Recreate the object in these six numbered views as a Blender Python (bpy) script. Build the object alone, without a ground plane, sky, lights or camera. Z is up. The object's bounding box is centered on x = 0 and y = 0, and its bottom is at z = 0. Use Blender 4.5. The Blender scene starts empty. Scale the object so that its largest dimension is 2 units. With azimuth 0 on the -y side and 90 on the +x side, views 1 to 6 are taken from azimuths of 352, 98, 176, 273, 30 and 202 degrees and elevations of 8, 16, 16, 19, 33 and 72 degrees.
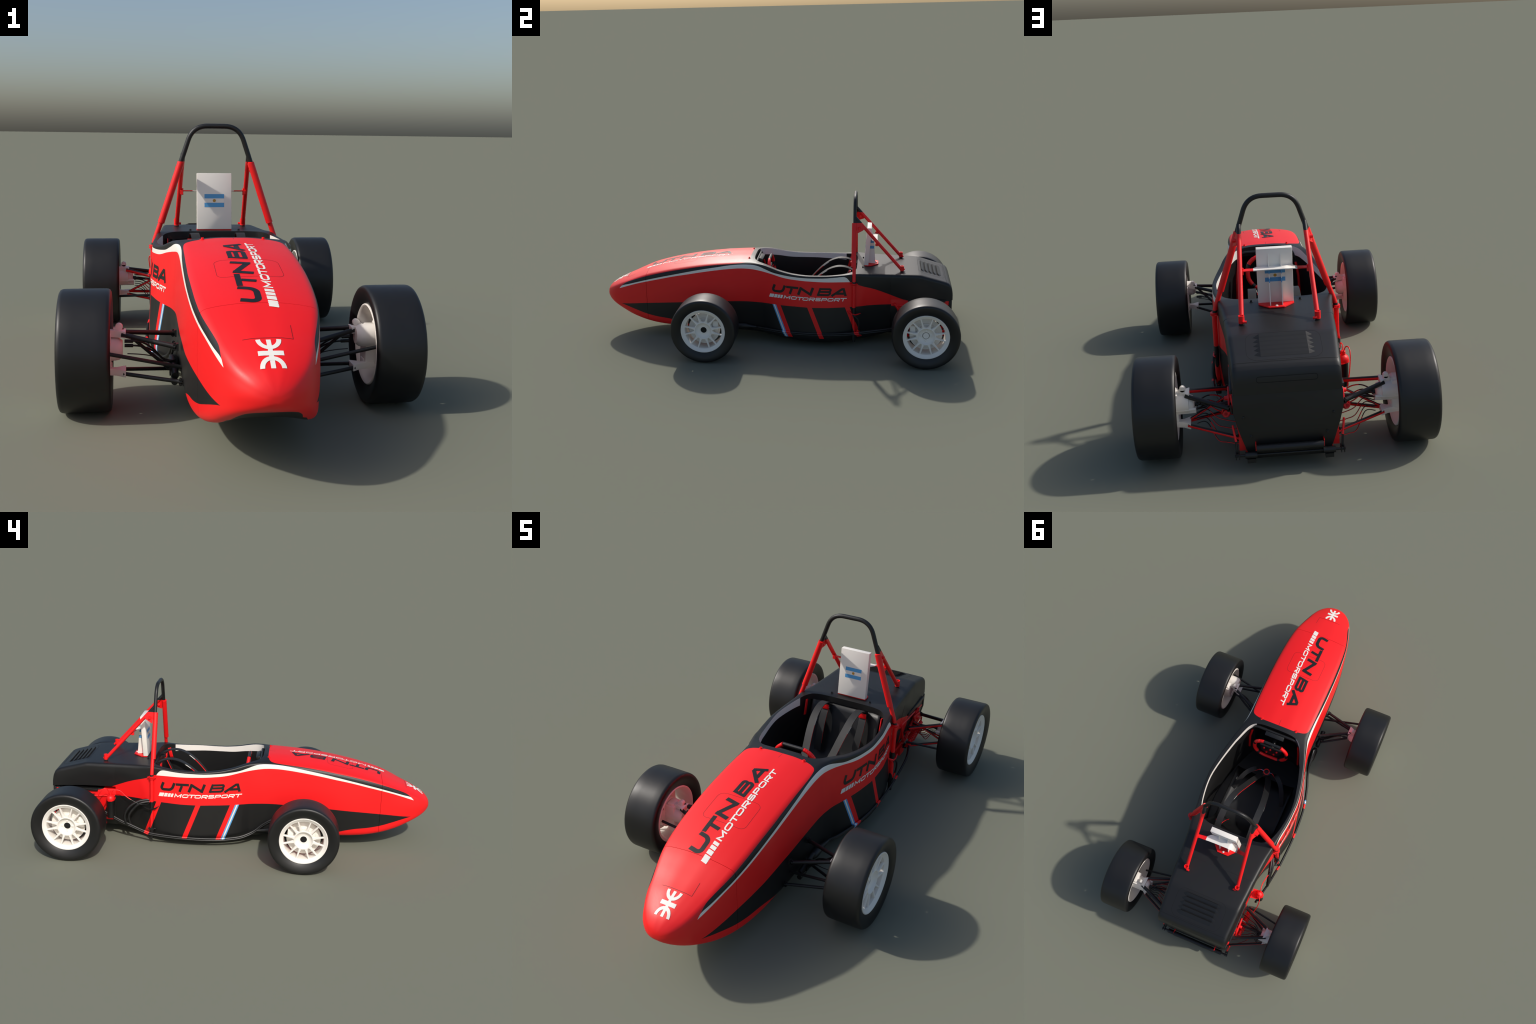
import bpy, bmesh, math, random
from mathutils import Vector, Matrix
from mathutils.bvhtree import BVHTree

random.seed(7)
COL = bpy.context.scene.collection

# ------------------------------------------------------------------ helpers
def interp(tab, y, k):
    """Monotone cubic (PCHIP-like) interpolation of column k of a station table."""
    n = len(tab)
    if y <= tab[0][0]:
        return tab[0][k]
    if y >= tab[-1][0]:
        return tab[-1][k]
    i = 0
    while tab[i + 1][0] < y:
        i += 1
    def slope(j):
        if j <= 0 or j >= n - 1:
            a, b = (0, 1) if j <= 0 else (n - 2, n - 1)
            return (tab[b][k] - tab[a][k]) / (tab[b][0] - tab[a][0])
        h0, h1 = tab[j][0] - tab[j - 1][0], tab[j + 1][0] - tab[j][0]
        d0, d1 = (tab[j][k] - tab[j - 1][k]) / h0, (tab[j + 1][k] - tab[j][k]) / h1
        if d0 * d1 <= 0:
            return 0.0
        w0, w1 = 2 * h1 + h0, h1 + 2 * h0
        return (w0 + w1) / (w0 / d0 + w1 / d1)
    h = tab[i + 1][0] - tab[i][0]
    t = (y - tab[i][0]) / h
    a, b, m0, m1 = tab[i][k], tab[i + 1][k], slope(i) * h, slope(i + 1) * h
    return a * (1 + 2 * t) * (1 - t) ** 2 + m0 * t * (1 - t) ** 2 + b * t * t * (3 - 2 * t) + m1 * t * t * (t - 1)


def fillet(pts, radii, nf, ns):
    """Round a 2D polyline; every straight gets ns[i] pieces, every corner nf pieces: fixed topology."""
    P = [Vector(p) for p in pts]
    ins, outs = [P[0]], [P[0]]
    for i in range(1, len(P) - 1):
        a, b = P[i - 1] - P[i], P[i + 1] - P[i]
        r = min(radii[i], a.length * 0.48, b.length * 0.48)
        ins.append(P[i] + a.normalized() * r if a.length > 1e-9 else P[i])
        outs.append(P[i] + b.normalized() * r if b.length > 1e-9 else P[i])
    ins.append(P[-1]); outs.append(P[-1])
    res = [P[0]]
    for i in range(1, len(P)):
        s, e = outs[i - 1], ins[i]
        for j in range(1, ns[i - 1] + 1):
            res.append(s.lerp(e, j / ns[i - 1]))
        if i < len(P) - 1:
            for j in range(1, nf + 1):
                t = j / nf
                res.append(ins[i] * (1 - t) ** 2 + P[i] * 2 * t * (1 - t) + outs[i] * t * t)
    return res


# ------------------------------------------------------------------ body form
# y, top z, shoulder x, shoulder z, widest x, widest z, low corner x, low corner z, keel x, keel z, shoulder radius, low radius
BODY = [
    (-1.000, .228, .004, .227, .006, .224, .004, .221, .003, .220, .002, .002),
    (-0.997, .243, .020, .237, .028, .224, .022, .212, .012, .209, .012, .010),
    (-0.990, .256, .036, .246, .046, .226, .038, .205, .020, .200, .020, .014),
    (-0.980, .268, .050, .255, .062, .228, .053, .197, .030, .193, .028, .018),
    (-0.965, .281, .065, .265, .079, .230, .070, .186, .036, .186, .034, .024),
    (-0.945, .293, .081, .276, .094, .232, .086, .173, .042, .180, .040, .030),
    (-0.920, .306, .095, .288, .106, .233, .099, .158, .046, .170, .042, .032),
    (-0.890, .320, .107, .302, .117, .234, .111, .142, .048, .156, .042, .034),
    (-0.850, .336, .120, .318, .129, .236, .123, .122, .050, .138, .042, .034),
    (-0.800, .357, .133, .341, .140, .240, .135, .104, .054, .118, .042, .034),
    (-0.735, .383, .148, .366, .151, .240, .147, .088, .060, .098, .040, .032),
    (-0.650, .407, .158, .388, .164, .240, .157, .076, .065, .080, .040, .030),
    (-0.560, .427, .163, .407, .173, .240, .163, .070, .070, .070, .038, .030),
    (-0.465, .444, .166, .423, .176, .240, .165, .067, .080, .062, .036, .030),
    (-0.370, .456, .167, .436, .178, .240, .166, .063, .080, .054, .034, .030),
    (-0.275, .463, .167, .445, .178, .250, .166, .060, .085, .047, .032, .030),
    (-0.180, .468, .168, .450, .178, .270, .167, .058, .090, .040, .028, .030),
    (-0.130, .468, .170, .452, .180, .280, .169, .056, .095, .036, .024, .030),
    (-0.100, .465, .174, .453, .184, .290, .173, .055, .100, .033, .018, .030),
    (-0.060, .456, .183, .450, .191, .290, .182, .054, .105, .029, .013, .030),
    (-0.020, .443, .195, .441, .201, .290, .204, .053, .125, .025, .010, .030),
    (0.025, .428, .208, .428, .213, .280, .222, .052, .150, .021, .010, .030),
    (0.070, .419, .220, .419, .225, .270, .235, .050, .170, .018, .010, .030),
    (0.110, .413, .229, .413, .235, .265, .241, .048, .185, .016, .010, .030),
    (0.200, .408, .240, .408, .247, .255, .254, .046, .205, .013, .010, .030),
    (0.290, .408, .237, .408, .245, .255, .255, .046, .210, .013, .010, .030),
    (0.380, .412, .226, .412, .233, .260, .241, .049, .195, .015, .010, .030),
    (0.450, .420, .219, .419, .222, .270, .222, .056, .170, .019, .013, .030),
    (0.520, .418, .209, .416, .212, .360, .188, .068, .150, .027, .017, .030),
    (0.600, .416, .202, .414, .204, .370, .168, .080, .130, .040, .018, .030),
    (0.640, .415, .199, .413, .201, .370, .164, .090, .120, .050, .018, .030),
]
BODY_T = [(math.sqrt(r[0] + 1),) + r[1:] for r in BODY]
CROWN = 0.55   # where the deck crown turns towards the shoulder

def body_section(y):
    t = math.sqrt(max(y + 1, 0))          # the nose is a paraboloid: interpolate over its root
    zt, xs, zs, w, zw, wl, zl, xk, zk, rs, rl = [interp(BODY_T, t, k) for k in range(1, 12)]
    d = zt - zs
    pts = [(0, zt), (xs * .30, zt), (xs * .70, zt - d * .42), (xs, zs), (w, zw), (wl, zl), (xk, zk), (0, zk)]
    return fillet(pts, [0, xs * .25, xs * .14, rs, .08, rl, .02, 0], 6, [2, 2, 2, 6, 6, 4, 2])

# engine cover: y, top z, half width, lower edge z
COVER = [   # y, top z, half width, lower edge z, half width at the lower edge
    (0.640, .415, .201, .268, .1886), (0.700, .413, .198, .268, .187), (0.770, .411, .193, .268, .187), (0.790, .410, .192, .268, .187),
    (0.803, .408, .191, .268, .187), (0.820, .403, .190, .268, .186), (0.900, .380, .185, .268, .183), (0.937, .3685, .183, .268, .182), (0.952, .361, .182, .268, .181),
    (0.962, .350, .181, .268, .180), (0.969, .334, .180, .268, .179), (0.973, .312, .179, .268, .178),
]
def cover_section(y):
    zt, w, zb, wb = [interp(COVER, y, k) for k in range(1, 5)]
    x = w - .003
    pts = [(0, zt), (x * .30, zt), (x * .70, zt - .0008), (x, zt - .002), (w, max(zt - .045, zb + .006)), (wb, zb)]
    return fillet(pts, [0, x * .25, x * .14, .018, .02, 0], 6, [2, 2, 2, 4, 4])


def loft(sections, ys, cap0=True, cap1=True, closed=True):
    """Mirror half sections in x and skin them along y. Returns verts, faces."""
    V, F = [], []
    m = len(sections[0])
    ring = 2 * m - 2 if closed else 2 * m - 1
    for s, y in zip(sections, ys):
        right = [(p.x, y, p.y) for p in s]
        left = [(-p.x, y, p.y) for p in s]
        V += right + (left[-2:0:-1] if closed else [])
        if not closed:
            pass
    for i in range(len(ys) - 1):
        for j in range(ring):
            a, b = i * ring + j, i * ring + (j + 1) % ring
            F.append((a, a + ring, b + ring, b))
    if cap0:
        F.append(tuple(range(ring)))
    if cap1:
        F.append(tuple(range((len(ys) - 1) * ring, len(ys) * ring))[::-1])
    return V, F


def make_obj(name, V, F, mat=None, parent=None, smooth=None):
    me = bpy.data.meshes.new(name)
    me.from_pydata([tuple(v) for v in V], [], [tuple(f) for f in F])
    bm = bmesh.new(); bm.from_mesh(me)
    bmesh.ops.remove_doubles(bm, verts=bm.verts, dist=1e-6)
    bmesh.ops.recalc_face_normals(bm, faces=bm.faces)
    bm.to_mesh(me); bm.free()
    ob = bpy.data.objects.new(name, me)
    COL.objects.link(ob)
    if mat is not None:
        for m in (mat if isinstance(mat, (list, tuple)) else [mat]):
            me.materials.append(m)
    if parent is not None:
        ob.parent = parent
    if smooth is not None:
        me.shade_smooth()
        me.set_sharp_from_angle(angle=math.radians(smooth))
    return ob

def station_list(a, b, step, extra=()):
    n = max(1, round((b - a) / step))
    s = {round(a + (b - a) * i / n, 5) for i in range(n + 1)} | {e for e in extra if a <= e <= b}
    return sorted(s)
# ==== END FORM

# ------------------------------------------------------------------ materials
def new_mat(name, color, rough=0.42, metallic=0.0, spec=0.5, coat=0.0):
    m = bpy.data.materials.new(name)
    m.use_nodes = True
    b = m.node_tree.nodes["Principled BSDF"]
    b.inputs["Base Color"].default_value = (*color, 1)
    b.inputs["Roughness"].default_value = rough
    b.inputs["Metallic"].default_value = metallic
    b.inputs["Specular IOR Level"].default_value = spec
    b.inputs["Coat Weight"].default_value = coat
    return m

RED, BLACK, WHITE, BLUE = (.90, .0075, .009), (.0085, .0085, .0085), (.88, .835, .765), (.10, .36, .68)
ROUGH = 0.46

def fine_grain(m, scale=220.0, depth=0.04):
    """Very slight roughness variation so that large plain surfaces are not perfectly uniform."""
    t = m.node_tree; b = t.nodes["Principled BSDF"]
    tc = t.nodes.new("ShaderNodeTexCoord"); n = t.nodes.new("ShaderNodeTexNoise")
    n.inputs["Scale"].default_value = scale
    mr = t.nodes.new("ShaderNodeMapRange")
    r = b.inputs["Roughness"].default_value
    mr.inputs["To Min"].default_value = r - depth; mr.inputs["To Max"].default_value = r + depth
    t.links.new(tc.outputs["Object"], n.inputs["Vector"])
    t.links.new(n.outputs["Fac"], mr.inputs["Value"])
    t.links.new(mr.outputs["Result"], b.inputs["Roughness"])
    return m

M_RED = fine_grain(new_mat("red_paint", RED, ROUGH))
M_BLACK = fine_grain(new_mat("black_paint", BLACK, ROUGH))
M_WHITE = fine_grain(new_mat("white_paint", WHITE, ROUGH))
M_BLUE = new_mat("sky_blue_paint", BLUE, ROUGH)
M_GOLD = new_mat("golden_sun_paint", (.55, .27, .03), ROUGH)
M_RUBBER = fine_grain(new_mat("tyre_rubber", (.0085, .0085, .0085), .44), 60, .03)
M_STRAP = fine_grain(new_mat("webbing", (.016, .016, .016), .6), 400)
M_DARKLINE = new_mat("painted_gap_shadow", (.001, .001, .001), .8)
M_REDLINE = new_mat("groove_in_red", (.22, .006, .008), .6)

# paint boundaries along the car: (y, z) control points
WHITE_LOW = [(-.906, .2733), (-.8445, .2964), (-.788, .3152), (-.733, .3309), (-.6625, .3482), (-.576, .3681), (-.492, .3833), (-.408, .3983), (-.3255, .4109), (-.2436, .4208), (-.18, .4250), (-.1365, .4240), (-.08, .4177), (-.018, .4070), (.0647, .3894), (.1287, .3838), (.2127, .3793), (.2747, .3763), (.3568, .3750), (.4204, .3746), (.5, .3740)]
WHITE_TOP = [(-.908, .270), (-.905, .275), (-.893, .2892), (-.844, .3058), (-.788, .3236), (-.733, .3402), (-.662, .3587), (-.576, .3785), (-.4915, .3968), (-.408, .4135), (-.3256, .4274), (-.2642, .4374), (-.203, .4440), (-.141, .4463), (-.10, .4447), (-.0384, .4257), (0.0, .4133), (.0433, .4067), (.0863, .4021), (.1711, .3973), (.2541, .3968), (.3363, .4001), (.3874, .4037), (.40, .400), (.41, .3912), (.4217, .3746), (.43, .360)]
DECK_EDGE = [(-.91, .270), (-.893, .2892), (-.87, .3077), (-.834, .3245), (-.789, .3420), (-.735, .3605), (-.65, .3835), (-.5777, .3995), (-.494, .4145), (-.411, .4280), (-.3272, .4385), (-.2664, .4440), (-.2055, .4492), (-.178, .4522), (-.160, .4555), (-.148, .4600), (-.1405, .4660), (-.137, .480), (-.13, .5200), (0.0, .55)]
RED_LOW = [(-.92, .1815), (-.90, .1832), (-.742, .2021), (-.541, .2186), (-.2485, .2335), (-.1665, .2354), (-.125, .2349), (-.021, .2340), (.0406, .2326), (.127, .2331), (.212, .2314), (.2744, .2309), (.3366, .2319), (.3986, .2328), (.4606, .2345), (.5434, .2374), (.70, .2390)]
RED_BASE = [(-.92, .1860), (-.90, .1832), (-.853, .1709), (-.80, .1546), (-.742, .1376), (-.677, .1249), (-.60, .1150), (-.52, .095), (-.45, .07), (-.40, .02), (-.35, -.05)]
TAIL_TOP = [(.40, .381), (.43, .3745), (.4715, .3558), (.5541, .3310), (.6232, .3035), (.6923, .2751), (.73, .262)]


class Nodes:
    """Tiny helper for building paint masks."""
    def __init__(self, tree):
        self.t = tree
        self.tc = tree.nodes.new("ShaderNodeTexCoord")
        self.xyz = tree.nodes.new("ShaderNodeSeparateXYZ")
        tree.links.new(self.tc.outputs["Object"], self.xyz.inputs[0])
        self.x, self.y, self.z = self.xyz.outputs
        self.ax = self.math("ABSOLUTE", self.x)
    def math(self, op, a, b=0.0, c=0.0):
        n = self.t.nodes.new("ShaderNodeMath"); n.operation = op
        for i, v in enumerate((a, b, c)):
            if isinstance(v, (int, float)):
                n.inputs[i].default_value = v
            else:
                self.t.links.new(v, n.inputs[i])
        return n.outputs[0]
    def gt(self, a, b): return self.math("GREATER_THAN", a, b)
    def lt(self, a, b): return self.math("LESS_THAN", a, b)
    def both(self, a, b): return self.math("MULTIPLY", a, b)
    def either(self, a, b): return self.math("MAXIMUM", a, b)
    def curve(self, pts, zlo=-.1, zhi=.6):
        """z of a boundary as a function of y."""
        n = self.t.nodes.new("ShaderNodeFloatCurve")
        cu = n.mapping.curves[0]
        P = [((y + 1) / 2, (z - zlo) / (zhi - zlo)) for y, z in pts]
        cu.points[0].location = P[0]; cu.points[-1].location = P[-1]
        for p in P[1:-1]:
            cu.points.new(*p)
        for p in cu.points:
            p.handle_type = 'AUTO_CLAMPED'
        n.mapping.extend = 'HORIZONTAL'
        n.mapping.update()
        u = self.math("MULTIPLY_ADD", self.y, .5, .5)
        self.t.links.new(u, n.inputs["Value"])
        return self.math("MULTIPLY_ADD", n.outputs[0], zhi - zlo, zlo)
    def mix(self, fac, a, b):
        n = self.t.nodes.new("ShaderNodeMix"); n.data_type = 'RGBA'
        if isinstance(fac, (int, float)): n.inputs[0].default_value = fac
        else: self.t.links.new(fac, n.inputs[0])
        for s, v in ((n.inputs[6], a), (n.inputs[7], b)):
            if isinstance(v, tuple): s.default_value = (*v, 1)
            else: self.t.links.new(v, s)
        return n.outputs[2]


def side_paint(N):
    """Colour of the car's flanks as a function of y and z."""
    wl, wt, rl = N.curve(WHITE_LOW), N.curve(WHITE_TOP), N.curve(RED_LOW)
    rb, tail = N.curve(RED_BASE), N.curve(TAIL_TOP)
    white = N.both(N.gt(N.z, wl), N.lt(N.z, wt))
    red = N.both(N.both(N.gt(N.z, rl), N.lt(N.z, wl)), N.lt(N.y, .43))
    red = N.either(red, N.both(N.both(N.gt(N.z, rl), N.lt(N.z, tail)), N.gt(N.y, .425)))
    red = N.either(red, N.both(N.lt(N.z, rb), N.lt(N.y, -.38)))
    red = N.either(red, N.lt(N.y, -.9075))
    # slanted flag stripes below the red: lean is dy/dz
    lean = N.math("MULTIPLY_ADD", N.math("SUBTRACT", .2340, N.z), .372, 0.0)
    u = N.math("SUBTRACT", N.y, lean)
    below = N.both(N.both(N.lt(N.z, rl), N.gt(N.z, .052)), N.gt(N.y, -.3))
    def band(a, b): return N.both(N.both(N.gt(u, a), N.lt(u, b)), below)
    red = N.either(red, N.either(band(.0145, .0400), N.either(band(.189, .2145), band(.394, .420))))
    # open suspension bay: red running down behind the flank
    lean2 = N.math("SUBTRACT", N.y, N.math("MULTIPLY", N.math("SUBTRACT", .2390, N.z), .42))
    red = N.either(red, N.both(N.both(N.gt(lean2, .664), N.lt(N.y, .75)), N.both(N.lt(N.z, tail), N.lt(N.z, .2400))))
    c = N.mix(red, BLACK, RED)
    c = N.mix(band(-.0062, .0145), c, BLUE)
    c = N.mix(band(.0006, .0076), c, WHITE)
    c = N.mix(white, c, WHITE)
    return c


def livery(name, kind):
    m = new_mat(name, BLACK, ROUGH)
    t = m.node_tree
    N = Nodes(t)
    c = side_paint(N)
    if kind == "body":
        deck = N.gt(N.z, N.curve(DECK_EDGE))
        wt = N.curve(WHITE_TOP)
        above = N.gt(N.z, N.math("MAXIMUM", wt, N.math("ADD", N.curve(WHITE_LOW), 0.0)))
        above = N.both(above, N.gt(N.y, -.9075))
        c = N.mix(N.both(above, N.lt(N.y, .43)), c, BLACK)
        c = N.mix(N.both(deck, N.lt(N.y, -.1)), c, RED)
        # soft pale tick at the middle of the deck's rear edge
        tick = N.both(N.lt(N.ax, .0006), N.both(N.gt(N.y, -.1746), N.lt(N.y, -.14)))
        c = N.mix(N.both(tick, N.gt(N.z, .4)), c, BLACK)
    if kind == "inside":
        wl = N.curve(WHITE_LOW)
        inner = N.both(N.gt(N.z, wl), N.both(N.lt(N.y, .387), N.gt(N.ax, .108)))
        c = N.mix(inner, BLACK, WHITE)
    if kind == "tube":
        c = N.mix(N.gt(N.z, .379), c, RED)
        c = N.mix(N.both(N.gt(N.z, .372), N.lt(N.z, .380)), c, BLACK)
        c = N.mix(N.gt(N.z, .682), c, BLACK)
    t.links.new(c, t.nodes["Principled BSDF"].inputs["Base Color"])
    fine_grain(m)
    return m

def rib_material():
    m = new_mat("rib_with_stripes", WHITE, ROUGH); N = Nodes(m.node_tree)
    lo = N.both(N.gt(N.z, .5080), N.lt(N.z, .5246)); hi = N.both(N.gt(N.z, .5411), N.lt(N.z, .5575))
    m.node_tree.links.new(N.mix(N.either(lo, hi), WHITE, BLUE), m.node_tree.nodes["Principled BSDF"].inputs["Base Color"])
    return m
M_RIB = rib_material()
M_BODY = livery("body_livery", "body")
M_INSIDE = livery("cockpit_lining", "inside")
M_TUBE = livery("hoop_livery", "tube")
M_FLANK = livery("flank_livery", "flank")

# ------------------------------------------------------------------ generic builders
class Geo:
    """Collects verts/faces of one part; each face may carry a material slot."""
    def __init__(self):
        self.V, self.F, self.M = [], [], []
    def add(self, V, F, m=0):
        o = len(self.V)
        self.V += [tuple(v) for v in V]
        self.F += [tuple(i + o for i in f) for f in F]
        self.M += [m] * len(F)
        return self
    def tube(self, pts, r, n=12, m=0, cap=True, top=None, hollow=False):
        """Tube along pts; r is a number or a list. top = slot for the upper-facing third."""
        P = [Vector(p) for p in pts]
        T = []
        for i in range(len(P)):
            a = P[max(i - 1, 0)]; b = P[min(i + 1, len(P) - 1)]
            T.append((b - a).normalized())
        up = Vector((0, 0, 1)) if abs(T[0].z) < .95 else Vector((0, 1, 0))
        u = T[0].cross(up).normalized()
        V, F = [], []
        for i, p in enumerate(P):
            if i:
                u = (u - T[i] * u.dot(T[i])).normalized()
            w = u.cross(T[i]).normalized()
            rr = r[i] if isinstance(r, (list, tuple)) else r
            V += [p + (u * math.cos(2 * math.pi * k / n) + w * math.sin(2 * math.pi * k / n)) * rr for k in range(n)]
        o = len(self.V); self.V += [tuple(v) for v in V]
        for i in range(len(P) - 1):
            for k in range(n):
                f = (i * n + k, i * n + (k + 1) % n, (i + 1) * n + (k + 1) % n, (i + 1) * n + k)
                s = m
                if top is not None:
                    c = sum((V[q] for q in f), Vector()) / 4 - (P[i] + P[i + 1]) / 2
                    rr = r[i] if isinstance(r, (list, tuple)) else r
                    if c.z > rr * .55:
                        s = top
                self.F.append(tuple(q + o for q in f)); self.M.append(s)
        if cap:
            self.F.append(tuple(o + k for k in range(n))[::-1]); self.M.append(m)
            e = o + (len(P) - 1) * n
            self.F.append(tuple(e + k for k in range(n))); self.M.append(m)
        return self
    def box(self, c, s, m=0, rot=None):
        c = Vector(c)
        V = []
        for dx in (-.5, .5):
            for dy in (-.5, .5):
                for dz in (-.5, .5):
                    v = Vector((dx * s[0], dy * s[1], dz * s[2]))
                    if rot: v = rot @ v
                    V.append(c + v)
        F = [(0, 1, 3, 2), (4, 6, 7, 5), (0, 4, 5, 1), (2, 3, 7, 6), (0, 2, 6, 4), (1, 5, 7, 3)]
        return self.add(V, F, m)
    def prism(self, outline, d, m=0):
        """Extrude a planar 3D outline by vector d."""
        d = Vector(d); n = len(outline)
        V = [Vector(p) for p in outline] + [Vector(p) + d for p in outline]
        F = [tuple(range(n))[::-1], tuple(range(n, 2 * n))] + [(i, (i + 1) % n, n + (i + 1) % n, n + i) for i in range(n)]
        return self.add(V, F, m)
    def lathe(self, prof, centre, n=64, m=0, axis='x', closed=False):
        """prof: (along axis, radius)."""
        c = Vector(centre); V, F = [], []
        for a, r in prof:
            for k in range(n):
                t = 2 * math.pi * k / n
                if axis == 'x': V.append(c + Vector((a, r * math.cos(t), r * math.sin(t))))
                elif axis == 'y': V.append(c + Vector((r * math.cos(t), a, r * math.sin(t))))
                else: V.append(c + Vector((r * math.cos(t), r * math.sin(t), a)))
        q = len(prof)
        for i in range(q if closed else q - 1):
            j = (i + 1) % q
            for k in range(n):
                F.append((i * n + k, i * n + (k + 1) % n, j * n + (k + 1) % n, j * n + k))
        if not closed:
            if prof[0][1] > 1e-5: F.append(tuple(range(n))[::-1])
            if prof[-1][1] > 1e-5: F.append(tuple((q - 1) * n + k for k in range(n)))
        return self.add(V, F, m)
    def obj(self, name, mats, parent, smooth=35, bevel=0):
        mats = mats if isinstance(mats, (list, tuple)) else [mats]
        me = bpy.data.meshes.new(name)
        me.from_pydata(self.V, [], self.F)
        for mt in mats: me.materials.append(mt)
        me.polygons.foreach_set("material_index", self.M)
        bm = bmesh.new(); bm.from_mesh(me)
        bmesh.ops.remove_doubles(bm, verts=bm.verts, dist=1e-6)
        bmesh.ops.recalc_face_normals(bm, faces=bm.faces)
        if bevel:
            es = [e for e in bm.edges if len(e.link_faces) == 2 and e.calc_face_angle(0) > math.radians(40)]
            bmesh.ops.bevel(bm, geom=es, offset=bevel, segments=2, profile=.5, affect='EDGES', clamp_overlap=True)
        bm.to_mesh(me); bm.free()
        ob = bpy.data.objects.new(name, me); COL.objects.link(ob)
        ob.parent = parent
        me.shade_smooth(); me.set_sharp_from_angle(angle=math.radians(smooth))
        return ob

def smooth_path(pts, n=8):
    """Catmull-Rom through control points."""
    P = [Vector(p) for p in pts]
    out = []
    for i in range(len(P) - 1):
        p0, p1, p2, p3 = P[max(i - 1, 0)], P[i], P[i + 1], P[min(i + 2, len(P) - 1)]
        for j in range(n):
            t = j / n
            out.append(.5 * ((2 * p1) + (p2 - p0) * t + (2 * p0 - 5 * p1 + 4 * p2 - p3) * t * t + (3 * p1 - p0 - 3 * p2 + p3) * t ** 3))
    out.append(P[-1])
    return out

def round_path(pts, r, n=6):
    """Polyline with rounded corners."""
    P = [Vector(p) for p in pts]
    out = [P[0]]
    for i in range(1, len(P) - 1):
        a, b = (P[i - 1] - P[i]), (P[i + 1] - P[i])
        rr = min(r, a.length * .45, b.length * .45)
        s, e = P[i] + a.normalized() * rr, P[i] + b.normalized() * rr
        for j in range(n + 1):
            t = j / n
            out.append(s * (1 - t) ** 2 + P[i] * 2 * t * (1 - t) + e * t * t)
    out.append(P[-1])
    return out

def mirrored(pts): return [(-p[0], p[1], p[2]) for p in pts]

# ------------------------------------------------------------------ the car
car = bpy.data.objects.new("racing_car", None)
COL.objects.link(car)
car["label"] = "open-wheel student racing car, red, black and white livery"
car["category"] = "race car"

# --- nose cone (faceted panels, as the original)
SEAM = -0.7350
ys = [-1.0 + .2643 * (k / 40) ** 1.9 for k in range(40)] + [SEAM - .0007]
V, F = loft([body_section(y) for y in ys], ys)
nose = make_obj("nose_cone", V, F, [M_BODY, M_BLACK], car)
def is_floor(c):
    t = math.sqrt(max(c.y + 1, 0))
    return abs(c.x) < interp(BODY_T, t, 6) - .8 * interp(BODY_T, t, 11) and c.z < interp(BODY_T, t, 7) + .02
for p in nose.data.polygons:
    if p.center.y > -.955 and p.center.z < .2 and is_floor(p.center): p.material_index = 1
nose.data.shade_smooth(); nose.data.set_sharp_from_angle(angle=math.radians(38))

# --- main shell with the cockpit cut out of it
ys = station_list(SEAM + .0007, .64, .0125, [r[0] for r in BODY if r[0] > SEAM + .01])
V, F = loft([body_section(y) for y in ys], ys)
shell = make_obj("body_shell", V, F, [M_BODY, M_BLACK, M_INSIDE], car)

COCKPIT = [(0, -.117), (.07, -.116), (.105, -.110), (.125, -.098), (.140, -.080), (.152, -.055), (.166, -.020), (.183, .025), (.206, .11),
           (.222, .20), (.222, .27), (.212, .34), (.200, .385), (.188, .415), (.168, .438), (.140, .450), (.10, .455), (0, .456)]
half = smooth_path([(x, y, 0) for x, y in COCKPIT], 4)
ring = [(p.x, p.y) for p in half] + [(-p.x, p.y) for p in half[-2:0:-1]]
def cutter(name, ring, z0, z1):
    n = len(ring)
    V = [(x, y, z0) for x, y in ring] + [(x, y, z1) for x, y in ring]
    F = [tuple(range(n)), tuple(range(n, 2 * n))] + [(i, (i + 1) % n, n + (i + 1) % n, n + i) for i in range(n)]
    return make_obj(name, V, F, [M_INSIDE])
cut1 = cutter("cutter_cockpit", ring, .060, .6)
cut2 = cutter("cutter_footwell", [(-.118, -.300), (.118, -.300), (.120, 0.0), (-.120, 0.0)], .15, .425)
cut3 = cutter("cutter_back", [(-.175, .40), (.175, .40), (.165, .50), (-.165, .50)], .10, .392)
for c in (cut1, cut2, cut3):
    b = shell.modifiers.new("cut", 'BOOLEAN'); b.object = c; b.operation = 'DIFFERENCE'; b.solver = 'EXACT'
    b.material_mode = 'TRANSFER'
dg = bpy.context.evaluated_depsgraph_get()
me2 = bpy.data.meshes.new_from_object(shell.evaluated_get(dg))
shell.modifiers.clear(); shell.data = me2; me2.name = "body_shell"
for c in (cut1, cut2, cut3): bpy.data.objects.remove(c)
inside_slot = [i for i, m in enumerate(me2.materials) if m == M_INSIDE]
for p in me2.polygons:
    if p.material_index in inside_slot: continue
    if p.center.z < .2 and is_floor(p.center): p.material_index = 1
me2.shade_smooth(); me2.set_sharp_from_angle(angle=math.radians(38))

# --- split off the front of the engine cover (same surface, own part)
def split_part(src, name, test):
    ob = src.copy(); ob.data = src.data.copy(); ob.name = name; ob.data.name = name
    COL.objects.link(ob); ob.parent = src.parent
    for o, keep in ((src, False), (ob, True)):
        bm = bmesh.new(); bm.from_mesh(o.data)
        bmesh.ops.delete(bm, geom=[f for f in bm.faces if test(f.calc_center_median()) != keep], context='FACES')
        bm.to_mesh(o.data); bm.free()
    return ob

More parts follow.
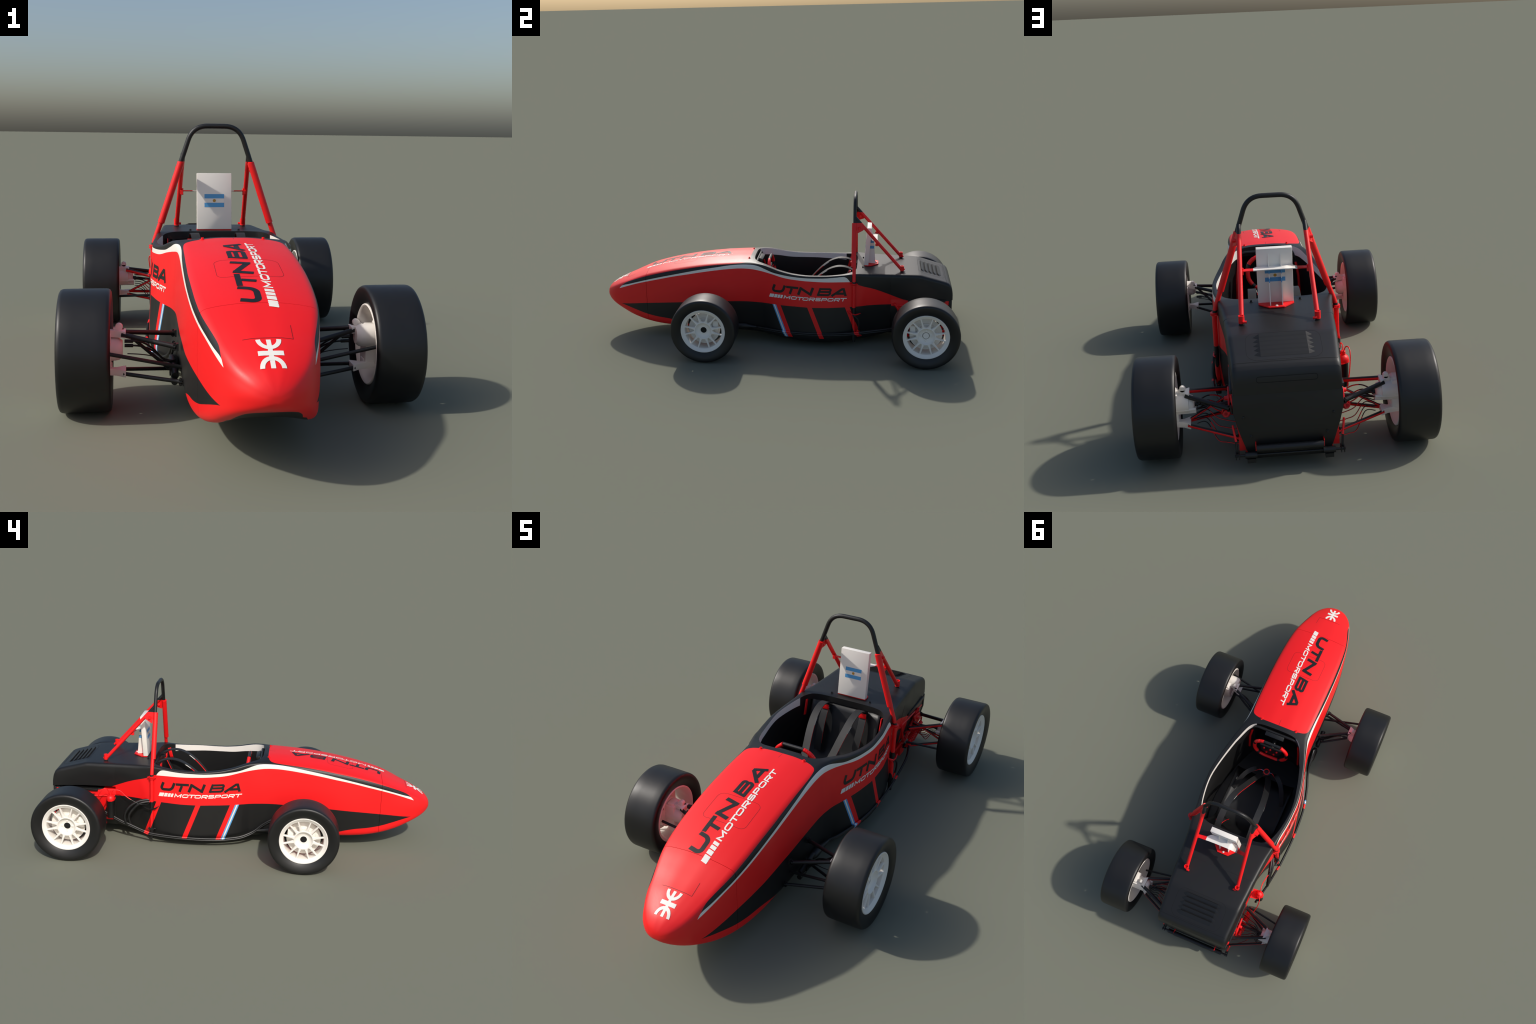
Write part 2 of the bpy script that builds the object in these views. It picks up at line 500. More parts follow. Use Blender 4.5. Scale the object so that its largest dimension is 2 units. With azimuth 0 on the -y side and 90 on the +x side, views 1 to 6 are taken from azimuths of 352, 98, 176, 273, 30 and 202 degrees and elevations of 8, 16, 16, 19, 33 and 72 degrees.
# --- engine cover rear part
ys = station_list(.6402, .973, .0125, [r[0] for r in COVER if r[0] > .65])
V, F = loft([cover_section(y) for y in ys], ys)
cover = make_obj("engine_cover", V, F, [M_FLANK], car, 30)

# --- rear bay core and rear plate
g = Geo()
core = [(.181, .27), (.179, .20), (.160, .125), (.125, .05)]
out = [(x, .62, z) for x, z in core] + [(-x, .62, z) for x, z in core[::-1]]
g.prism(out, (0, .335, 0))
g.obj("engine_bay", M_FLANK, car, 30, .004)
plate = [(.1825, .2675), (.1825, .205), (.170, .150), (.152, .092), (.132, .036)]
g = Geo(); g.prism([(x, .954, z) for x, z in plate] + [(-x, .954, z) for x, z in plate[::-1]], (0, .016, 0))
rear = g.obj("rear_panel", M_BLACK, car, 30, .0015)

# surface used for laying decals and fittings
def bvh_of(objs):
    V, F = [], []
    for o in objs:
        n = len(V)
        V += [v.co.copy() for v in o.data.vertices]
        F += [tuple(i + n for i in p.vertices) for p in o.data.polygons]
    return BVHTree.FromPolygons(V, F)
SURF = bvh_of([nose, shell, cover, rear])
def cast(o, d):
    h = SURF.ray_cast(o, d)
    if h[0] is None:          # fell into a panel gap: look just beside it
        h = SURF.ray_cast(o + Vector((0, .002, 0)), d)
        if h[0] is None:
            h = SURF.find_nearest(o + d * .5)
    return h[0], h[1]
def on_side(sgn, y, z):
    return cast(Vector((sgn * .6, y, z)), Vector((-sgn, 0, 0)))
def on_top(x, y):
    return cast(Vector((x, y, .9)), Vector((0, 0, -1)))
def on_rear(x, z):
    return cast(Vector((x, 1.3, z)), Vector((0, -1, 0)))

# ------------------------------------------------------------------ lettering (own stroke alphabet: wide extended capitals)
def arc(cx, cy, rx, ry, a0, a1, n=8):
    return [(cx + rx * math.cos(math.radians(a0 + (a1 - a0) * i / n)), cy + ry * math.sin(math.radians(a0 + (a1 - a0) * i / n))) for i in range(n + 1)]

def glyph(ch, w, t):
    """Centre lines of the strokes of a capital in a w x 1 box, stroke t (horizontal strokes use t too)."""
    h, l, r, b, tp = t / 2, t / 2, w - t / 2, t / 2, 1 - t / 2
    k = .36
    if ch == 'U':
        return [([(l, 1)] + arc(l + k, b + k, k, k, 180, 270) + arc(r - k, b + k, k, k, 270, 360) + [(r, 1)], False)]
    if ch == 'T':
        return [([(0, tp), (w, tp)], False), ([(w / 2, tp - h), (w / 2, 0)], False)]
    if ch == 'N':
        return [([(l, 0), (l, 1)], False), ([(r, 0), (r, 1)], False), ([(l + h * .2, 1 - h), (r - h * .2, h)], False)]
    if ch == 'A':
        return [([(h * .8, 0), (w * .56, tp), (w * .66, tp), (w - h * .8, 0)], False), ([(w * .30, .30), (w * .78, .30)], False)]
    if ch == 'M':
        return [([(l, 0), (l, tp), (w / 2, .25), (r, tp), (r, 0)], False)]
    if ch == 'O':
        k = .38
        return [(arc(r - k, tp - k, k, k, 0, 90) + arc(l + k, tp - k, k, k, 90, 180) + arc(l + k, b + k, k, k, 180, 270) + arc(r - k, b + k, k, k, 270, 360), True)]
    if ch == 'B':
        m = .52; q = (tp - m) / 2; q2 = (m - b) / 2
        return [([(l, 0), (l, 1)], False), ([(l, tp)] + arc(r - q - .06, tp - q, q, q, 90, -90) + [(l, m)], False),
                ([(r - q2 - .12, m)] + arc(r - q2, m - q2, q2, q2, 90, -90) + [(l, b)], False)]
    if ch in 'PR':
        m = .40; q = (tp - m) / 2
        s = [([(l, 0), (l, tp)] + arc(r - q, tp - q, q, q, 90, -90) + [(l + h, m)], False)]
        if ch == 'R':
            s.append(([(w * .55, m - h), (r, 0)], False))
        return s
    if ch == 'S':
        m = .5; q = (tp - m) / 2; q2 = (m - b) / 2
        return [([(r, tp - .04), (r - .25, tp)] + arc(l + q, tp - q, q, q, 90, 270) + arc(r - q2, m - q2, q2, q2, 90, -90) + [(l + .2, b), (l, b + .04)], False)]
    return []

def ribbon(path, t, closed, step):
    """Mitred flat ribbon about a centre line. Returns rows of (left, mid, right)."""
    P = [Vector(p) for p in path]
    Q = []
    n = len(P)
    for i in range(n if closed else n - 1):
        a, b = P[i], P[(i + 1) % n]
        if (b - a).length < 1e-6: continue
        m = max(1, math.ceil((b - a).length / step))
        Q += [a.lerp(b, j / m) for j in range(m)]
    if not closed: Q.append(P[-1])
    rows = []
    n = len(Q)
    for i in range(n):
        if closed: d0, d1 = (Q[i] - Q[i - 1]).normalized(), (Q[(i + 1) % n] - Q[i]).normalized()
        else:
            d0 = (Q[i] - Q[i - 1]).normalized() if i else (Q[1] - Q[0]).normalized()
            d1 = (Q[i + 1] - Q[i]).normalized() if i < n - 1 else d0
        n0, n1 = Vector((-d0.y, d0.x)), Vector((-d1.y, d1.x))
        nn = (n0 + n1)
        nn = nn.normalized() if nn.length > 1e-6 else n0
        s = min(1 / max(nn.dot(n0), .35), 2.2)
        rows.append((Q[i] + nn * t / 2 * s, Q[i], Q[i] - nn * t / 2 * s))
    return rows

class Decal(Geo):
    """Flat artwork laid on the bodywork: place(u, v) -> (point, normal)."""
    def __init__(self, place, lift=.0007):
        super().__init__(); self.place, self.lift, self.k = place, lift, 0
    def stroke(self, path, t, closed=False, step=.12, m=0):
        rows = ribbon(path, t, closed, step)
        V = []
        lift = self.lift + .00012 * (self.k % 5); self.k += 1
        for row in rows:
            for q in row:
                p, nrm = self.place(q.x, q.y)
                V.append(p + nrm * lift)
        F = []
        n = len(rows)
        for i in range(n if closed else n - 1):
            j = (i + 1) % n
            F += [(3 * i, 3 * i + 1, 3 * j + 1, 3 * j), (3 * i + 1, 3 * i + 2, 3 * j + 2, 3 * j + 1)]
        return self.add(V, F, m)
    def word(self, letters, shear, m=0):
        for ch, x0, w, t in letters:
            for path, closed in glyph(ch, w, t):
                dense = []
                for q in path: dense.append((q[0] + x0 + shear * q[1], q[1]))
                self.stroke(dense, t, closed, .12, m)

BIG = [('U', 0, 1.58, .31), ('T', 1.64, 1.50, .29), ('N', 3.28, 1.74, .31), ('B', 5.66, 1.60, .25), ('A', 7.32, 1.90, .28)]
BIG_W = 9.2
SMALL_X = [('M', 4.15, 1.75), ('O', 6.08, 1.75), ('T', 7.82, 1.60), ('O', 9.35, 1.75), ('R', 11.25, 1.55), ('S', 12.90, 1.55), ('P', 14.62, 1.50), ('O', 16.22, 1.75), ('R', 18.12, 1.55), ('T', 19.70, 1.70)]
SMALL = [(c, x, w, .25) for c, x, w in SMALL_X]
SMALL_W = 21.4
BARS = [(0, 1.22), (1.40, .78), (2.36, .64), (3.18, .56)]

def lay_text(place_big, place_small, shear):
    a = Decal(place_big); a.word(BIG, shear)
    a.obj("team_lettering", M_BLACK, car, 180)
    b = Decal(place_small); b.word(SMALL, shear)
    for x, w in BARS:
        for j in range(4):
            xx = x + w * (j + .5) / 4
            b.stroke([(xx, 0), (xx + shear, 1)], w / 4 + .002, False, .5)
    b.obj("motorsport_lettering", M_WHITE, car, 180)

# flanks: text runs in reading direction on both sides; its lines sink slightly towards the rear
def flank_place(sgn, y_a, y_b, z_a, height, width):
    def f(u, v):
        s = u / width
        y = y_a + (y_b - y_a) * s
        rear = (y - 0.0) / .4
        z = z_a - .0075 * rear + v * height
        return on_side(sgn, y, z)
    return f
SH_FLANK, SH_DECK = .36, .22
lay_text(flank_place(1, -.0145, .402, .3045, .0445, BIG_W), flank_place(1, -.0243, .3985, .2745, .0190, SMALL_W), SH_FLANK)
lay_text(flank_place(-1, .4065, -.010, .3045, .0445, BIG_W), flank_place(-1, .4085, -.0125, .2735, .0190, SMALL_W), SH_FLANK)
# deck: reading towards the cockpit, letter tops towards -x
def deck_place(x_base, y_a, y_b, height, width):
    def f(u, v): return on_top(x_base - v * height, y_a + (y_b - y_a) * u / width)
    return f
lay_text(deck_place(.0085, -.7385, -.2630, .0535, BIG_W), deck_place(.0450, -.7570, -.2560, .0235, SMALL_W), SH_DECK)

# emblem on the nose: crossed bars with two back-to-back arcs
d = Decal(lambda u, v: on_top(u, v))
S = .0108
d.stroke([(0, -.9615), (0, -.8755)], S, False, .006)
d.stroke([(-.029, -.9195), (.029, -.9195)], S + .003, False, .006)
up = arc(0, -.8750, .0240, .0275, 180, 360, 16); dn = arc(0, -.9610, .0240, .0265, 180, 0, 16)
d.stroke(up, S, False, .006); d.stroke(dn, S, False, .006)
d.obj("nose_emblem", M_WHITE, car, 180)

# thin dark strips laid on the surface: inspection hatch, nose flap, cover seams
def rounded_rect(cx, cy, hx, hy, r, n=5):
    return arc(cx + hx - r, cy + hy - r, r, r, 0, 90, n) + arc(cx - hx + r, cy + hy - r, r, r, 90, 180, n) + arc(cx - hx + r, cy - hy + r, r, r, 180, 270, n) + arc(cx + hx - r, cy - hy + r, r, r, 270, 360, n)
d = Decal(lambda u, v: on_top(u, v), .0004)
d.stroke(rounded_rect(0, -.517, .088, .066, .022), .0011, True, .01)
d.stroke([(-.058, -.8688), (.059, -.8688), (.0605, -.82)], .0014, False, .006)
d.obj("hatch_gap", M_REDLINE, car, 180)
d = Decal(lambda u, v: on_top(u, v), .0004)
d.stroke(rounded_rect(0, .862, .127, .070, .036), .0012, True, .01)
d.stroke([(-.172, .9385), (.172, .9385)], .0012, False, .01)
d.obj("cover_seam_shadow_line", M_DARKLINE, car, 180)
d = Decal(lambda u, v: on_rear(u, v), .0004)
d.stroke(rounded_rect(0, .3185, .100, .0095, .008), .0022, True, .01)
d.obj("brake_light_shadow_line", M_DARKLINE, car, 180)

# --- cover louvres: five forward-facing scoops in the sloping panel
g = Geo()
for i in range(5):
    y0 = .806 + i * .0222
    L = .0205; hw = .080; wing = .021; hgt = .0065
    def P(x, y, up):
        p, n = on_top(x, y); return p + n * up
    cols = [(-hw - wing, 0.0), (-hw, 1.0), (-hw * .5, 1.0), (0, 1.0), (hw * .5, 1.0), (hw, 1.0), (hw + wing, 0.0)]
    V, F = [], []
    for x, k in cols:
        if k == 0:
            V += [P(x, y0 + L * (.50 + .02 * j), .0003) for j in range(4)]
        else:
            V += [P(x, y0 + .001, -.0005), P(x, y0, .0003 + hgt * k), P(x, y0 + L * .45, .0003 + hgt * .62 * k), P(x, y0 + L, .0003)]
    for c in range(len(cols) - 1):
        a, b = 4 * c, 4 * c + 4
        F += [(a + j, a + j + 1, b + j + 1, b + j) for j in range(3)]
    g.add(V, F, 0)
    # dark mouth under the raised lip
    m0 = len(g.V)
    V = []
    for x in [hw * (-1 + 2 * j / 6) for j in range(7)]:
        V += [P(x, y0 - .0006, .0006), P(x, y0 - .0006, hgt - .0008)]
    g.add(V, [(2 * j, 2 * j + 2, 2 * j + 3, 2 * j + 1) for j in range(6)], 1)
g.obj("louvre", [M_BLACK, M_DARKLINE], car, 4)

# --- bolts on deck and cover
for x, y, m in ((.094, -.1455, M_RED), (-.094, -.1455, M_RED), (.0922, .487, M_BLACK), (-.0922, .487, M_BLACK)):
    p, n = on_top(x, y)
    g = Geo(); g.lathe([(0, .0085), (.0012, .0085), (.0014, .0042), (.007, .0042), (.0072, .0025), (.0045, .0024)], p + Vector((0, 0, -.0008)), 16, 0, 'z')
    g.obj("deck_bolt" if m is M_RED else "cover_bolt", m, car, 30)
for x, z in ((.150, .186), (-.150, .186), (.128, .117), (-.128, .117)):
    g = Geo(); g.lathe([(0, .0055), (.002, .0055), (.003, .003), (.006, .003)], (x, .9695, z), 12, 0, 'y'); g.obj("panel_bolt", M_BLACK, car, 30)

# ------------------------------------------------------------------ roll hoop, braces, headrest
HY = .4430
hp = round_path([(.235, HY, .035), (.2345, HY, .372), (.2085, HY, .445), (.0860, HY, .8130), (-.0860, HY, .8130), (-.2085, HY, .445), (-.2345, HY, .372), (-.235, HY, .035)], .055, 10)
g = Geo(); g.tube(hp, .0093, 16); g.obj("roll_hoop", M_TUBE, car, 40)
def lerp3(a, b, t): return tuple(a[i] + (b[i] - a[i]) * t for i in range(3))
for s in (1, -1):
    # padded sleeve: a rounded channel around the hoop leg
    a, b = (s * .2045, HY - .003, .4545), (s * .1300, HY - .003, .6800)
    g = Geo(); g.tube([a, lerp3(a, b, .5), b], .0128, 18); g.obj("hoop_pad", M_RED, car, 40)
    # brace
    a, b = (s * .1225, HY + .003, .709), (s * .1345, .7005, .4210)
    g = Geo(); g.tube([a, b], .0088, 14)
    g.obj("hoop_brace", M_TUBE, car, 40)
    # hollow socket at the brace's foot, with clamp lug and black boss
    g = Geo()
    zc = .411
    g.lathe([(.0, .0108), (.027, .0108), (.027, .0080), (.014, .0080), (.0138, .0)], (s * .1345, .7005, zc + .006), 18, 0, 'z')
    g.tube([(s * .1345 - s * .004, .711, zc + .012), (s * .1345 - s * .018, .711, zc + .012)], .0048, 10, 0)
    g.lathe([(-.012, .0094), (.006, .0094)], (s * .1345, .7005, zc), 18, 1, 'z')
    g.obj("brace_foot", [M_RED, M_BLACK], car, 40)
    # gusset plates between hoop and brace
    pl = [(HY + .002, .712, .1190), (HY + .030, .682, .1240), (HY + .055, .652, .1265), (HY + .044, .641, .1290), (HY + .012, .627, .1440)]
    g = Geo(); g.prism([(s * (x + .0045), y, z) for y, z, x in pl], (s * .0030, 0, 0))
    g.tube([(s * .128, HY + .026, .655), (s * .150, HY + .026, .655)], .0070, 14)
    g.obj("hoop_gusset", M_TUBE, car, 40)
    # clamps on the lower leg
    g = Geo()
    for z in (.361, .3685):
        g.lathe([(-.0022, .0150), (.0022, .0150)], (s * .2345, HY, z), 16, 0, 'z')
    g.box((s * .2300, HY, .3650), (.012, .044, .004))
    g.obj("hoop_clamp", M_RED, car, 40)
    g = Geo()
    g.prism([(s * .236, .405, .213), (s * .246, .425, .203), (s * .250, .452, .199), (s * .246, .482, .205), (s * .243, .470, .196), (s * .247, .445, .190), (s * .241, .422, .195)], (s * -.006, 0, .0))
    g.obj("belt_hook", M_RED if s > 0 else M_BLACK, car, 40, .0008)
    g = Geo(); g.box((s * .2350, HY, .085), (.018, .026, .012)); g.tube([(s * .235, HY - .02, .085), (s * .235, HY + .02, .085)], .004, 10)
    g.obj("hoop_mount", M_BLACK, car, 40)

# headrest
def hr(x, t, d):
    """Point on the headrest: x across, t up (0..1), d behind the front face."""
    y = .4930 + (.5100 - .4930) * t
    z = .4235 + (.6365 - .4235) * t
    n = Vector((0, .9968, -.080))
    return Vector((x, y, z)) + n * d
def hr_block(g, x0, x1, t0, t1, d0, d1, m=0):
    V = [hr(x, t, d) for x in (x0, x1) for t in (t0, t1) for d in (d0, d1)]
    g.add(V, [(0, 1, 3, 2), (4, 6, 7, 5), (0, 4, 5, 1), (2, 3, 7, 6), (0, 2, 6, 4), (1, 5, 7, 3)], m)
g = Geo(); hr_block(g, -.0660, .0660, 0, 1, 0, .0240)
head = g.obj("headrest", M_WHITE, car, 40, .0015)
for s in (1, -1):
    x = s * .0225
    g = Geo(); g.prism([hr(x - .0015, .92, .0230), hr(x - .0015, .02, .0230), hr(x - .0015, .015, .062), hr(x - .0015, .68, .040)], (.003, 0, 0))
    g.obj("headrest_rib", M_RIB, head, 40)
g = Geo(); g.prism([(-.0660, .497, .4185), (.0660, .497, .4185), (.0660, .530, .4185), (.028, .572, .4185), (-.028, .572, .4185), (-.0660, .530, .4185)], (0, 0, .004))
g.obj("headrest_base", M_RED, head, 40)
g = Geo(); g.lathe([(0, .005), (.003, .005), (.004, .003)], (0, .562, .4225), 12, 0, 'z'); g.obj("headrest_bolt", M_WHITE, head, 40)
# cross bracket from brace to brace, folded strip, white in the middle
bz = .5655
g = Geo()
xs = [(-.128, .556, .570), (-.080, .549, .568), (-.066, .5350, .567), (-.03, .5280, .566), (.03, .5280, .566), (.066, .5350, .567), (.080, .549, .568), (.128, .556, .570)]
for i in range(len(xs) - 1):
    a, b = xs[i], xs[i + 1]
    red = max(abs(a[0]), abs(b[0])) > .1 
    out = [(a[0], a[1], bz), (a[0], a[2], bz - .003), (b[0], b[2], bz - .003), (b[0], b[1], bz)]
    g.prism(out, (0, 0, .003), 0 if red else 1)
for s in (1, -1):
    g.box((s * .1215, .562, bz - .006), (.010, .016, .014), 0)
    g.tube([(s * .118, .5625, bz - .016), (s * .118, .5625, bz + .010)], .0032, 8, 0)
g.obj("headrest_bracket", [M_RED, M_WHITE], head, 40)
# national stripes: sky blue / white / sky blue with a golden sun, front and back of the pad and ribs
for dd, nm in ((-.0006, 0), (.0246, 1)):
    g = Geo()
    t0, t1, hw = .395, .6275, .0375
    for k, m in ((0, 0), (1, 1), (2, 0)):
        ta, tb = t0 + (t1 - t0) * k / 3, t0 + (t1 - t0) * (k + 1) / 3
        e = .0001 * (k == 1)
        V = [hr(-hw, ta, dd), hr(hw, ta, dd), hr(hw, tb, dd), hr(-hw, tb, dd)]
        g.add(V, [(0, 1, 2, 3)], m)
    n = 20; tc = (t0 + t1) / 2
    off = -.0006 if dd < 0 else .0006
    V = [hr(.0060 * math.cos(2 * math.pi * i / n), tc + .0060 / .2144 * math.sin(2 * math.pi * i / n), dd + off) for i in range(n)]
    g.add(V, [tuple(range(n))], 2)
    g.obj("flag_stripes", [M_BLUE, M_WHITE, M_GOLD], head, 180)

# ------------------------------------------------------------------ wheels
RT, RR = .1745, .1185
XC = .4375            # centre plane of the tyre
tyre_prof = [(-.0560, .1160), (-.0600, .1230), (-.0660, .1350), (-.0705, .1500), (-.0720, .1610), (-.0715, .1660), (-.0690, .1705), (-.0645, .1732), (-.0590, .1742), (-.030, .1745),
             (.030, .1745), (.0590, .1742), (.0645, .1732), (.0690, .1705), (.0715, .1660), (.0720, .1610), (.0705, .1500), (.0660, .1350), (.0600, .1230), (.0560, .1160)]
def wheel_parts():
    """Meshes of one wheel, outboard = +x, about the origin."""
    parts = {}
    g = Geo(); g.lathe(tyre_prof, (0, 0, 0), 96, 0, 'x', True); parts["tyre"] = (g, [M_RUBBER])
    g = Geo()
    barrel = [(.0590, .1190), (.0610, .1175), (.0605, .1140), (.0560, .1100), (.0545, .1040), (.0500, .0990), (.0380, .0975), (-.0300, .0985), (-.0450, .1040), (-.0560, .1100), (-.0610, .1130), (-.0630, .1165), (-.0610, .1195),
              (-.0540, .1195), (-.0300, .1080), (.0300, .1080), (.0500, .1180)]
    g.lathe(barrel, (0, 0, 0), 96, 0, 'x', True)
    # hub disc with recessed face
    g.lathe([(.0460, .0495), (.0490, .0480), (.0495, .0445), (.0400, .0400), (.0340, .0300), (.0330, .0270), (.0330, .0185), (.0100, .0180), (.0150, .0495)], (0, 0, 0), 48, 0, 'x', True)
    # twelve tapering spokes in six pairs
    for k in range(12):
        a = math.radians(30 + 60 * (k // 2) + (-12.5 if k % 2 == 0 else 12.5))
        ar = Vector((0, math.sin(a), math.cos(a))); at = Vector((0, math.cos(a), -math.sin(a)))
        rows = [(.0455, .0125, .0480, .014), (.054, .0075, .0490, .013), (.068, .0050, .0495, .012), (.086, .0042, .0505, .011), (.1035, .0040, .0525, .010)]
        V, F = [], []
        for r, hw, x, dp in rows:
            for sx, sw in ((0, .55), (-.35, 1), (-1, .9), (-1, -.9), (-.35, -1), (0, -.55)):
                V.append(ar * r + at * hw * sw + Vector((x + sx * dp, 0, 0)))
        for i in range(len(rows) - 1):
            for j in range(6):
                F.append((6 * i + j, 6 * i + (j + 1) % 6, 6 * i + 6 + (j + 1) % 6, 6 * i + 6 + j))
        F += [tuple(range(6)), tuple(range(24, 30))]
        g.add(V, F, 0)
    parts["rim"] = (g, [M_WHITE])
    return parts

def wheel(kind, s, yc):
    e = bpy.data.objects.new("wheel", None); COL.objects.link(e)
    e.parent = car; e.location = (s * XC, yc, RT)
    e.rotation_euler = (0, 0, 0 if s > 0 else math.pi)
    for nm in ("tyre", "rim"):
        if nm not in WHEEL_MESH:
            g, mats = WP[nm]
            o = g.obj(nm, mats, e, 40); WHEEL_MESH[nm] = o.data
        else:
            o = bpy.data.objects.new(nm, WHEEL_MESH[nm]); COL.objects.link(o); o.parent = e
    # centre: open axle tube at the front, nut plate with studs at the rear
    g = Geo()
    if kind == 'rear' and s > 0:
        g.lathe([(.005, .0158), (.034, .0158), (.0355, .0140), (.0355, .0)], (0, 0, 0), 24)
    else:
        g.lathe([(.0000, .0190), (.0345, .0190), (.0350, .0180), (.0345, .0165), (.0100, .0165)], (0, 0, 0), 28, 0, 'x', True)
        g.lathe([(.0330, .0163), (-.0200, .0150), (-.0195, 0)], (0, 0, 0), 24, 1)
    for k in range(4):
        a = math.radians(90 * k)
        c = (0, .0255 * math.cos(a), .0255 * math.sin(a))
        if kind == 'rear': g.lathe([(.024, .0048), (.037, .0048), (.038, .003)], c, 10)
    g.lathe([(.004, .020), (.004, .084), (.011, .084), (.011, .020)], (0, 0, 0), 48, 0, 'x', True)          # disc
    g.lathe([(-.030, .062), (.012, .062), (.018, .058), (.018, .045), (.016, .030)], (0, 0, 0), 40)   # bell
    g.obj("hub", [M_WHITE, M_DARKLINE], e, 40)
    # upright with caliper, inboard of the disc
    g = Geo()
    g.box((-.045, 0, 0), (.050, .062, .105))
    g.box((-.050, 0, .048), (.030, .046, .024)); g.box((-.056, 0, -.052), (.034, .040, .024))
    g.box((.012, (-.068 if kind == 'rear' else .064) * s, .022), (.034, .030, .056))
    g.box((-.020, .045, .045), (.020, .018, .030)); g.box((-.026, -.045, -.03), (.020, .020, .026))
    g.obj("upright", M_WHITE, e, 40, .004)
    return e
WP, WHEEL_MESH = wheel_parts(), {}
YF, YR = -.3434, .8198
for s in (1, -1):
    wheel('front', s, YF); wheel('rear', s, YR)

# ------------------------------------------------------------------ suspension
def clevis(g, p, s, m=0):
    x, y, z = p
    g.box((x - s * .004, y, z), (.006, .016, .020), m)
    g.box((x + s * .002, y, z + .0065), (.014, .012, .003), m)
    g.box((x + s * .002, y, z - .0065), (.014, .012, .003), m)
    g.tube([(x + s * .004, y, z - .011), (x + s * .004, y, z + .012)], .003, 8, m)

def arm(name, a, b, r, s, mats, top=None, flat=1.0):
    g = Geo(); g.tube([a, b], r, 14, 0, True, top)
    return g.obj(name, mats, car, 40)

